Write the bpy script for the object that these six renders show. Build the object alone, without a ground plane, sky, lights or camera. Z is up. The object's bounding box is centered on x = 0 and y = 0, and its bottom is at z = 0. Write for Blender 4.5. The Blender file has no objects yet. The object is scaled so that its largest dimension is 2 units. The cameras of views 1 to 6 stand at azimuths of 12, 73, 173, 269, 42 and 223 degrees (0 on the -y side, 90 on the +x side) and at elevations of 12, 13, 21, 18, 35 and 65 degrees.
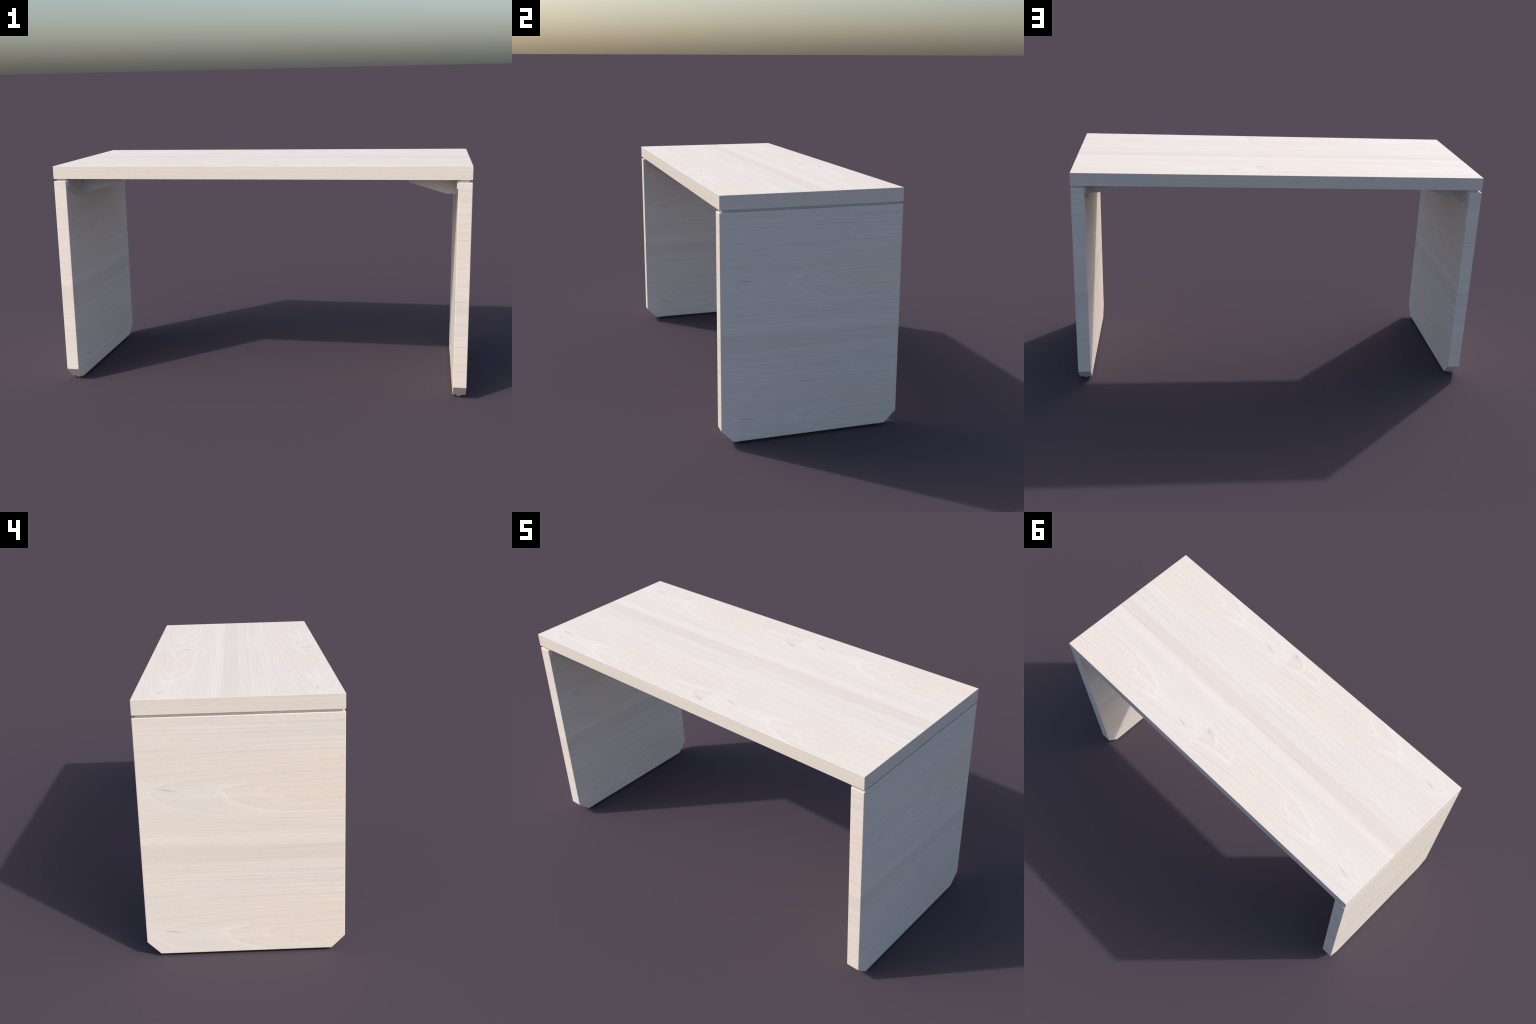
"""Whitewashed-wood panel table: thick top on two slab legs with clipped lower corners,
carried by bent white steel brackets (angle plate, spacer strip, two gussets, screws) and small glides."""
import bpy, bmesh, math

# ---------------------------------------------------------------- sizes (metres)
HALF_X, HALF_Y = 1.0, 0.4167          # table top half length / half depth
TOP_Z, TOP_T = 1.1105, 0.0625          # upper face height, thickness
LEG_IN, LEG_OUT = 0.9375, 0.9997      # inner / outer face of a leg slab
LEG_TOP, LEG_BOT = 1.0368, 0.0105
CLIP = 0.0560                         # 45 degree cut on the lower leg corners
SHEET = 0.0062                        # bracket steel thickness
PLATE_X = LEG_IN - SHEET              # inner face of the bracket's upright plate
PLATE_LOW = 0.9560
BRACKET_Y = 0.4043                    # bracket half length
BRACKET_OUT = 0.9865
GUSSET_Y = 0.2242                     # outer face of each gusset
TILE_U, TILE_V = 1.1111, 0.627        # veneer repeat along / across the grain


# ---------------------------------------------------------------- node expression helper
class Ex:
    """A value inside a node tree; python operators become Math nodes."""
    def __init__(self, tree, sock):
        self.t, self.s = tree, sock

    def op(self, kind, *args, clamp=False):
        n = self.t.nodes.new("ShaderNodeMath")
        n.operation, n.use_clamp = kind, clamp
        for i, a in enumerate((self,) + args):
            if isinstance(a, Ex):
                self.t.links.new(a.s, n.inputs[i])
            else:
                n.inputs[i].default_value = a
        return Ex(self.t, n.outputs[0])

    def __add__(self, o): return self.op("ADD", o)
    __radd__ = __add__
    def __mul__(self, o): return self.op("MULTIPLY", o)
    __rmul__ = __mul__
    def __sub__(self, o): return self.op("SUBTRACT", o)
    def __rsub__(self, o): return (self * -1.0) + o
    def __truediv__(self, o): return self.op("DIVIDE", o)
    def __neg__(self): return self * -1.0
    def abs(self): return self.op("ABSOLUTE")
    def min(self, o): return self.op("MINIMUM", o)
    def max(self, o): return self.op("MAXIMUM", o)
    def gt(self, o): return self.op("GREATER_THAN", o)
    def sign(self): return self.op("SIGN")
    def pow(self, o): return self.op("POWER", o)
    def mod(self, o): return self.op("FLOORED_MODULO", o)
    def exp(self): return self.op("EXPONENT")

    def step(self, a, b):
        """smoothstep from 0 at a to 1 at b"""
        n = self.t.nodes.new("ShaderNodeMapRange")
        n.interpolation_type = "SMOOTHSTEP"
        n.inputs["From Min"].default_value = a
        n.inputs["From Max"].default_value = b
        self.t.links.new(self.s, n.inputs["Value"])
        return Ex(self.t, n.outputs["Result"])

    def bump(self, centre, width):
        """soft gaussian bump around centre"""
        x = (self - centre) / width
        return (x * x * -1.0).exp()

    def lerp(self, o, f):
        return self + (o - self) * f


def sel(f, a, b):
    return a * f + b * (1.0 - f)


def curve(u, pts):
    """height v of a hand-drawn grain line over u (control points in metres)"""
    t = u.t
    n = t.nodes.new("ShaderNodeFloatCurve")
    c = n.mapping.curves[0]
    P = [(a / TILE_U, b / 0.6 + 0.5) for a, b in pts]
    if P[0][0] > 0.001:
        P.insert(0, (0.0, P[0][1]))
    if P[-1][0] < 0.999:
        P.append((1.0, P[-1][1]))
    c.points[0].location, c.points[1].location = P[0], P[-1]
    for p in P[1:-1]:
        c.points.new(*p)
    for p in c.points:
        p.handle_type = "AUTO_CLAMPED"
    n.mapping.update()
    t.links.new((u / TILE_U).s, n.inputs["Value"])
    return (Ex(t, n.outputs["Value"]) - 0.5) * 0.6


def noise(u, v, su, sv, detail=2.0, rough=0.5, off=0.0):
    """noise stretched along the grain, centred on zero (about -1..1)"""
    t = u.t
    c = t.nodes.new("ShaderNodeCombineXYZ")
    t.links.new((u * su).s, c.inputs[0])
    t.links.new((v * sv).s, c.inputs[1])
    c.inputs[2].default_value = off
    n = t.nodes.new("ShaderNodeTexNoise")
    n.noise_dimensions = "3D"
    n.inputs["Scale"].default_value = 1.0
    n.inputs["Detail"].default_value = detail
    n.inputs["Roughness"].default_value = rough
    t.links.new(c.outputs[0], n.inputs["Vector"])
    return (Ex(t, n.outputs["Fac"]) - 0.5) * 2.6


# ---------------------------------------------------------------- veneer
# Grain lines of one veneer sheet, as (distance along grain, offset from the flame's axis).
FLAMES = [  # (tip u, upper arm, lower arm, strength)
    (0.030, [(.033, -.018), (.075, -.001), (.091, .016), (.162, .030), (.311, .044), (.459, .060), (.675, .065), (.831, .074), (1.111, .100)],
            [(.033, -.018), (.080, -.040), (.108, -.062), (.156, -.073), (.230, -.088), (.364, -.117), (.450, -.129), (.540, -.139), (.680, -.139), (.830, -.136), (1.111, -.146)], 0.75),
    (0.331, [(.331, -.003), (.352, .000), (.421, .011), (.533, .020), (.663, .027), (.831, .035), (1.111, .070)],
            [(.333, -.005), (.350, -.017), (.357, -.031), (.361, -.042), (.437, -.071), (.485, -.088), (.553, -.099), (.605, -.104), (.831, -.103), (1.020, -.104), (1.111, -.120)], 1.15),
    (0.505, [(.506, -.014), (.525, .001), (.607, .004), (.750, .006), (.862, .015), (1.059, .038), (1.111, .045)],
            [(.506, -.022), (.539, -.037), (.621, -.051), (.668, -.068), (.721, -.061), (.831, -.058), (1.000, -.070), (1.111, -.086)], 0.85),
    (0.918, [(.916, -.018), (1.000, -.008), (1.111, .016)],
            [(.930, -.045), (1.043, -.052), (1.111, -.078)], 1.1),
    (1.030, [(1.028, -.010), (1.096, .003), (1.111, .006)],
            [(1.038, -.047), (1.057, -.058), (1.111, -.070)], 1.1),
]
VEINS = [  # single dark grain lines: (points, strength)
    ([(0, .057), (.164, .069), (.368, .085), (.534, .098), (.590, .100), (.830, .111), (1.111, .122)], 1.0),
    ([(0, .1015), (.166, .111), (.314, .1215), (.461, .130), (.830, .138), (1.111, .146)], 0.55),
    ([(0, .1305), (.168, .140), (.315, .150), (.499, .155), (.830, .1553), (1.111, .158)], 0.7),
    ([(0, -.112), (.191, -.128), (.453, -.154), (.680, -.166), (1.111, -.172)], 0.45),
    ([(.55, -.045), (.632, -.039), (.768, -.0335), (.903, -.0237), (1.111, -.018)], 0.35),
    ([(0, -.261), (.356, -.266), (.830, -.256), (1.111, -.258)], 0.55),
    ([(0, -.2285), (.357, -.2335), (.830, -.2385), (1.111, -.240)], 0.6),
    ([(0, -.160), (.3, -.176), (.7, -.196), (1.111, -.196)], 0.35),
]


def build_veneer_group():
    g = bpy.data.node_groups.new("veneer", "ShaderNodeTree")
    g.interface.new_socket("Color", in_out="OUTPUT", socket_type="NodeSocketColor")
    out = g.nodes.new("NodeGroupOutput")
    tc = g.nodes.new("ShaderNodeTexCoord")
    so = g.nodes.new("ShaderNodeSeparateXYZ")
    sn = g.nodes.new("ShaderNodeSeparateXYZ")
    g.links.new(tc.outputs["Object"], so.inputs[0])
    g.links.new(tc.outputs["Normal"], sn.inputs[0])
    x, y, z = (Ex(g, so.outputs[i]) for i in range(3))
    nx, ny, nz = (Ex(g, sn.outputs[i]) for i in range(3))

    # the veneer is laid on each face from its left edge as seen from outside, grain level
    on_x, on_z = nx.abs().gt(0.6), nz.abs().gt(0.75)
    ux = nx.sign() * y + HALF_Y
    uy = 1.0 - (ny + 0.0001).sign() * x
    uz = x + HALF_X
    u = sel(on_x, ux, sel(on_z, uz, uy))
    v = sel(on_x, z - 0.1105, sel(on_z, y * nz.sign() + 0.3175, z - 0.1105))
    u = u.mod(TILE_U)
    v = (v + 0.30).mod(TILE_V) - 0.30          # -0.30 .. 0.327, flame axis near 0

    # fibres: comb-like jitter along the grain, plus gentle wander across it
    comb = noise(u, v, 9.0, 330.0, 2.0, 0.6, 1.7)
    wander = noise(u, v, 7.0, 16.0, 2.0, 0.5, 4.1)
    uj = (u + comb * 0.0105).max(0.0).min(TILE_U)
    vw = v + wander * 0.0016

    tone = u * 0.0            # light (+) / dark (-)
    for tip, up, dn, k in FLAMES:
        cu, cd = curve(uj, up), curve(uj, dn)
        du, dd = cu - vw, vw - cd
        d = du.min(dd).min((uj - tip) * 0.6)       # > 0 inside the flame
        past = uj.step(tip - 0.05, tip + 0.01)
        low = (dd - du).step(0.03, -0.05)          # 1 on tip and lower arm, 0 on upper arm
        inside = d.step(-0.0004, 0.0012)
        # darker late wood just inside, fading inward
        tone = tone - inside * (d.max(0.0) * -90.0).exp() * past * (0.72 * k)
        # pale line just outside on tip and lower arm, thin dark line on the upper arm
        pale = (d + 0.0018).bump(0.0, 0.0026) * past
        tone = tone + pale * low * (1.05 * k)
        tone = tone + (d + 0.0042).bump(0.0, 0.0026) * past * (1.0 - low) * (0.55 * k)
        tone = tone - (d + 0.0002).bump(0.0, 0.0016) * past * (1.0 - low) * (1.15 * k)
        halo = (d + 0.010).bump(0.0, 0.011) * past * uj.bump(tip + 0.02, 0.10)
        tone = tone + halo * (0.6 * k)
    for pts, k in VEINS:
        d = vw - curve(u, pts)
        gap = noise(u, v, 5.0, 30.0, 2.0, 0.5, 9.0).step(-0.9, 0.3)
        tone = tone - d.bump(0.0, 0.0017) * gap * (1.25 * k)
        tone = tone - d.step(-0.012, 0.0) * d.step(0.001, 0.0) * (0.30 * k)

    # straight growth lines follow the flame's spread, denser away from the axis
    spread = u.min(0.65) * (v.bump(0.085, 0.06) * 0.062 - v.bump(-0.10, 0.05) * 0.075)
    vf = v - spread + wander * 0.001
    plain = (v - 0.0).abs().step(0.10, 0.20)
    lines = noise(u, vf, 0.55, 120.0, 3.0, 0.62, 12.0)
    thin = noise(u, vf, 0.7, 230.0, 2.0, 0.5, 21.0)
    dark_thin = (thin * -1.0).step(0.35, 0.95)
    tone = tone + lines * (plain * 1.1 + 0.65) - dark_thin * (plain * 1.25 + 0.65)
    tone = tone + noise(u, vf, 0.9, 34.0, 2.0, 0.5, 25.0) * (plain * 0.40 + 0.2)
    # fine pores everywhere
    pores = noise(u, vf, 30.0, 330.0, 2.0, 0.75, 33.0)
    tone = tone + pores * 1.0
    tone = tone + noise(u, v, 3.0, 18.0, 3.0, 0.55, 41.0) * 0.5

    # ray-fleck rows: short cross ticks
    ticks = noise(u, v, 190.0, 34.0, 2.0, 0.55, 51.0)
    rows = (v - curve(u, [(0, .163), (.316, .174), (.62, .170), (1.111, .170)])).bump(0.0, 0.006)
    rows = rows + (v - 0.231).bump(0.0, 0.007) * u.bump(0.35, 0.28) + (v - 0.270).bump(0.0, 0.009) * u.step(0.25, 0.6)
    rows = rows + (v - 0.205).bump(0.0, 0.018) * u.bump(0.85, 0.3) * 0.45
    patchy = noise(u, v, 5.0, 40.0, 2.0, 0.5, 57.0).step(-0.7, 0.6)
    tone = tone + ticks * rows * 1.1 - rows * patchy * 0.85

    # pin knot: one short dark streak near the flame's outer tip
    kv = v + (u - 0.118) * 0.17 - 0.0005
    knot = kv.bump(0.0, 0.0032) * u.bump(0.119, 0.031)
    # grey smudge on the sheet's end, beside the seam
    smudge = (v + 0.064).bump(0.0, 0.012) * u.step(1.03, 1.11) + (v + 0.060).bump(0.0, 0.022) * u.step(1.07, 1.11) * 0.5
    tone = tone - knot * 4.3 - smudge * 1.4

    # soft darker band with a crisp upper edge, paler wood above it
    bv = (v - 0.0865 + (u * 0.010)).mod(TILE_V) - 0.30        # edge at about +0.0035
    band = bv.step(0.005, 0.0025) * bv.step(-0.135, -0.015)
    pale_zone = bv.step(0.003, 0.006) * bv.step(0.085, 0.02)
    band_w = noise(u, v, 1.6, 10.0, 2.0, 0.5, 61.0) * 0.25 + 1.0

    # ------------------------------------------------------------ colour
    def rgb(c):
        n = g.nodes.new("ShaderNodeRGB")
        n.outputs[0].default_value = (*c, 1.0)
        return n.outputs[0]

    def mix(a, b, f, mode="MIX"):
        n = g.nodes.new("ShaderNodeMix")
        n.data_type, n.blend_type, n.clamp_factor = "RGBA", mode, True
        g.links.new(f.s, n.inputs[0])
        g.links.new(a, n.inputs[6])
        g.links.new(b, n.inputs[7])
        return n.outputs[2]

    BASE, PEACH, GREY, BROWN = (0.840, 0.763, 0.684), (0.868, 0.750, 0.640), (0.834, 0.772, 0.702), (0.785, 0.704, 0.622)
    blot = noise(u, v, 5.0, 22.0, 3.0, 0.55, 71.0)
    peach = u.bump(0.78, 0.24) * v.bump(-0.028, 0.046) * 0.9
    peach = peach + u.bump(0.82, 0.30) * (v - curve(u, [(0, .05), (.8, .085), (1.111, .10)])).bump(0.0, 0.036) * 1.1
    peach = peach * (blot * 0.35 + 0.85)
    grey = u.bump(0.24, 0.17) * v.bump(-0.03, 0.060) + u.bump(0.02, 0.06) * v.bump(-0.02, 0.07) * 0.6
    grey = grey + rows * 0.5 + (v - 0.235).bump(0.0, 0.07) * 0.25
    grey = (grey * (blot * 0.3 + 0.9)).min(1.0)
    col = mix(rgb(BASE), rgb(GREY), grey)
    col = mix(col, rgb(PEACH), peach.max(0.0).min(1.0))
    col = mix(col, rgb(BROWN), (band * band_w * 0.80).max(0.0).min(1.0))
    tone = tone + pale_zone * 0.55 + grey * 0.25
    tone = tone.min(3.0)
    # tone -> multiply
    gain = tone * 0.064 + 1.0
    cg = g.nodes.new("ShaderNodeCombineXYZ")
    g.links.new(gain.s, cg.inputs[0])
    g.links.new(gain.s, cg.inputs[1])
    g.links.new(gain.s, cg.inputs[2])
    vm = g.nodes.new("ShaderNodeVectorMath")
    vm.operation = "MULTIPLY"
    g.links.new(col, vm.inputs[0])
    g.links.new(cg.outputs[0], vm.inputs[1])
    g.links.new(vm.outputs[0], out.inputs["Color"])
    return g


def veneer_material():
    m = bpy.data.materials.new("whitewashed_veneer")
    m.use_nodes = True
    t = m.node_tree
    b = t.nodes["Principled BSDF"]
    gr = t.nodes.new("ShaderNodeGroup")
    gr.node_tree = build_veneer_group()
    t.links.new(gr.outputs["Color"], b.inputs["Base Color"])
    b.inputs["Roughness"].default_value = 0.62
    b.inputs["Specular IOR Level"].default_value = 0.22
    return m


def plain_material(name, colour, rough, metallic=0.0, spec=0.4):
    m = bpy.data.materials.new(name)
    m.use_nodes = True
    t = m.node_tree
    b = t.nodes["Principled BSDF"]
    tc = t.nodes.new("ShaderNodeTexCoord")
    n = t.nodes.new("ShaderNodeTexNoise")
    n.inputs["Scale"].default_value = 60.0
    n.inputs["Detail"].default_value = 3.0
    t.links.new(tc.outputs["Object"], n.inputs["Vector"])
    r = t.nodes.new("ShaderNodeValToRGB")
    r.color_ramp.elements[0].color = (*[c * 0.97 for c in colour], 1)
    r.color_ramp.elements[1].color = (*[min(1, c * 1.03) for c in colour], 1)
    t.links.new(n.outputs["Fac"], r.inputs["Fac"])
    t.links.new(r.outputs["Color"], b.inputs["Base Color"])
    b.inputs["Roughness"].default_value = rough
    b.inputs["Metallic"].default_value = metallic
    b.inputs["Specular IOR Level"].default_value = spec
    return m


# ---------------------------------------------------------------- mesh helpers
def prism(outline, axis, lo, hi):
    """bmesh prism: 2D outline extruded along axis ('x': outline is (y,z); 'y': (x,z); 'z': (x,y))"""
    bm = bmesh.new()
    def at(p, t):
        return {"x": (t, p[0], p[1]), "y": (p[0], t, p[1]), "z": (p[0], p[1], t)}[axis]
    a = [bm.verts.new(at(p, lo)) for p in outline]
    b = [bm.verts.new(at(p, hi)) for p in outline]
    bm.faces.new(a)
    bm.faces.new(b)
    n = len(outline)
    for i in range(n):
        bm.faces.new((a[i], a[(i + 1) % n], b[(i + 1) % n], b[i]))
    bmesh.ops.recalc_face_normals(bm, faces=bm.faces)
    return bm


def round_edges(bm, width, segments=2, min_angle=25):
    edges = [e for e in bm.edges if len(e.link_faces) == 2 and math.degrees(e.calc_face_angle()) > min_angle]
    bmesh.ops.bevel(bm, geom=edges, offset=width, segments=segments, profile=0.5, affect="EDGES", clamp_overlap=True)
    return bm


def to_object(bm, name, mat, parent):
    me = bpy.data.meshes.new(name)
    bm.to_mesh(me)
    bm.free()
    me.materials.append(mat)
    ob = bpy.data.objects.new(name, me)
    bpy.context.scene.collection.objects.link(ob)
    ob.parent = parent
    return ob


def cut(ob, size, centre):
    """carve a box-shaped pocket or slot out of a mesh object"""
    bm = bmesh.new()
    bmesh.ops.create_cube(bm, size=1.0)
    bmesh.ops.scale(bm, vec=size, verts=bm.verts)
    bmesh.ops.translate(bm, vec=centre, verts=bm.verts)
    me = bpy.data.meshes.new("cutter")
    bm.to_mesh(me)
    bm.free()
    tool = bpy.data.objects.new("cutter", me)
    bpy.context.scene.collection.objects.link(tool)
    mod = ob.modifiers.new("cut", "BOOLEAN")
    mod.operation, mod.solver, mod.object = "DIFFERENCE", "EXACT", tool
    graph = bpy.context.evaluated_depsgraph_get()
    new = bpy.data.meshes.new_from_object(ob.evaluated_get(graph))
    ob.modifiers.clear()
    old, ob.data = ob.data, new
    new.name = old.name
    bpy.data.meshes.remove(old)
    bpy.data.objects.remove(tool)
    bpy.data.meshes.remove(me)


def lathe(profile, steps=28):
    bm = bmesh.new()
    rings = []
    for r, h in profile:
        rings.append([bm.verts.new((r * math.cos(2 * math.pi * i / steps), r * math.sin(2 * math.pi * i / steps), h)) for i in range(steps)])
    for a, b in zip(rings, rings[1:]):
        for i in range(steps):
            bm.faces.new((a[i], a[(i + 1) % steps], b[(i + 1) % steps], b[i]))
    bm.faces.new(rings[0])
    bm.faces.new(rings[-1])
    bmesh.ops.recalc_face_normals(bm, faces=bm.faces)
    return bm


def fillet(points, radii, n=5):
    """round the corners of a closed polygon"""
    out = []
    k = len(points)
    for i, (p, r) in enumerate(zip(points, radii)):
        if r <= 0:
            out.append(p)
            continue
        a, c = points[i - 1], points[(i + 1) % k]
        da = (a[0] - p[0], a[1] - p[1]); dc = (c[0] - p[0], c[1] - p[1])
        la, lc = math.hypot(*da), math.hypot(*dc)
        da = (da[0] / la, da[1] / la); dc = (dc[0] / lc, dc[1] / lc)
        half = math.acos(max(-1, min(1, da[0] * dc[0] + da[1] * dc[1]))) / 2
        cut = min(r / math.tan(half), la * 0.48, lc * 0.48)
        s, e = (p[0] + da[0] * cut, p[1] + da[1] * cut), (p[0] + dc[0] * cut, p[1] + dc[1] * cut)
        for j in range(n + 1):
            t = j / n
            out.append(tuple((1 - t) ** 2 * s[q] + 2 * t * (1 - t) * p[q] + t * t * e[q] for q in (0, 1)))
    return out


# ---------------------------------------------------------------- build
wood = veneer_material()
steel = plain_material("white_powder_coat", (0.70, 0.70, 0.69), 0.5)
dark_steel = plain_material("zinc_screw", (0.24, 0.24, 0.25), 0.4, 0.6)
nylon = plain_material("grey_nylon", (0.62, 0.65, 0.65), 0.45)

root = bpy.data.objects.new("table", None)
bpy.context.scene.collection.objects.link(root)
root["label"] = "pale whitewashed wood table with two solid slab legs"
root["category"] = "table"

bm = prism([(-HALF_X, -HALF_Y), (HALF_X, -HALF_Y), (HALF_X, HALF_Y), (-HALF_X, HALF_Y)], "z", TOP_Z - TOP_T, TOP_Z)
to_object(round_edges(bm, 0.0014), "tabletop", wood, root)

leg_outline = [(-HALF_Y, LEG_TOP), (-HALF_Y, LEG_BOT + CLIP), (-HALF_Y + CLIP, LEG_BOT),
               (HALF_Y - CLIP, LEG_BOT), (HALF_Y, LEG_BOT + CLIP), (HALF_Y, LEG_TOP)]
leg = to_object(round_edges(prism(leg_outline, "x", LEG_IN, LEG_OUT), 0.0022), "leg_panel", wood, root)

cut(leg, (0.0560, 0.24, 0.056), (LEG_IN + 0.0275, 0.0, 0.990))     # cable pocket behind the bracket slot

# glide: low round foot
glide_bm = lathe([(0.0118, 0.0), (0.0140, 0.0018), (0.0145, 0.0070), (0.0130, LEG_BOT + 0.002)])
glide = to_object(glide_bm, "foot_glide", nylon, leg)
glide.location = (0.969, -0.337, 0.0)
glide_b = glide.copy()
glide_b.location = (0.969, 0.337, 0.0)
bpy.context.scene.collection.objects.link(glide_b)

# bracket: bent angle plate (top flange over the leg, upright plate on its inner face)
flange_z = LEG_TOP + 0.0004
bend = fillet([(BRACKET_OUT, flange_z), (BRACKET_OUT, flange_z + SHEET), (PLATE_X, flange_z + SHEET), (PLATE_X, PLATE_LOW),
               (LEG_IN - 0.0002, PLATE_LOW), (LEG_IN - 0.0002, flange_z)], [0, 0, 0.007, 0, 0, 0.002])
bm = prism(bend, "y", -BRACKET_Y, BRACKET_Y)
# slanted ends of the upright plate: cut below a line from the flange end down to the lower edge
for s in (-1, 1):
    a, b = (s * BRACKET_Y, 1.0075), (s * 0.3065, PLATE_LOW)
    d = (b[0] - a[0], b[1] - a[1])
    nrm = (0.0, s * abs(d[1]), -abs(d[0]))
    res = bmesh.ops.bisect_plane(bm, geom=bm.verts[:] + bm.edges[:] + bm.faces[:], plane_co=(0.0, a[0], a[1]), plane_no=nrm, clear_outer=True)
    bmesh.ops.holes_fill(bm, edges=[e for e in bm.edges if e.is_boundary])
bmesh.ops.recalc_face_normals(bm, faces=bm.faces)
bracket = to_object(round_edges(bm, 0.0008, 1, 50), "bracket", steel, root)

cut(bracket, (0.03, 0.092, 0.034), (LEG_IN - 0.006, 0.0, 0.9920))   # cable slot

# mounting plate: strip lying on the flange in the shadow gap, with a tongue under the top between the gussets
tongue = GUSSET_Y - SHEET + 0.0005
outline = [(0.9432, -BRACKET_Y), (BRACKET_OUT, -BRACKET_Y), (BRACKET_OUT, BRACKET_Y), (0.9432, BRACKET_Y),
           (0.9432, tongue), (0.7115, tongue), (0.7115, -tongue), (0.9432, -tongue)]
to_object(prism(outline, "z", flange_z + SHEET - 0.0001, TOP_Z - TOP_T - 0.0002), "mounting_plate", steel, bracket)

# gussets: two triangular ribs standing under the top
TOP_UNDER = TOP_Z - TOP_T - 0.0003
rib = fillet([(PLATE_X + 0.0005, TOP_UNDER), (PLATE_X + 0.0005, 0.9588), (0.892, 0.9588), (0.7245, 1.0095), (0.7105, 1.0150), (0.7105, TOP_UNDER)],
             [0, 0, 0.05, 0.012, 0.012, 0])
for i, s in enumerate((-1, 1)):
    y0, y1 = sorted((s * GUSSET_Y, s * (GUSSET_Y - SHEET)))
    to_object(round_edges(prism(rib, "y", y0, y1), 0.0006, 1, 50), "gusset", steel, bracket)

# countersunk screws in the upright plate
screw_bm = lathe([(0.0030, 0.0), (0.0030, 0.0008), (0.0020, 0.0012)], 16)
bmesh.ops.rotate(screw_bm, verts=screw_bm.verts, cent=(0, 0, 0), matrix=__import__("mathutils").Matrix.Rotation(-math.pi / 2, 3, "Y"))
screw = to_object(screw_bm, "screw", dark_steel, bracket)
screw.location = (PLATE_X - 0.0001, -0.307, 1.004)
for yy in (0.307,):
    c = screw.copy()
    c.location = (PLATE_X - 0.0001, yy, 1.004)
    bpy.context.scene.collection.objects.link(c)

# the other end is the same assembly turned half round
def turned_copy(ob, parent):
    c = ob.copy()
    c.parent = parent
    bpy.context.scene.collection.objects.link(c)
    for ch in list(ob.children):
        turned_copy(ch, c)
    return c

for part in (leg, bracket):
    turned_copy(part, root).rotation_euler = (0, 0, math.pi)
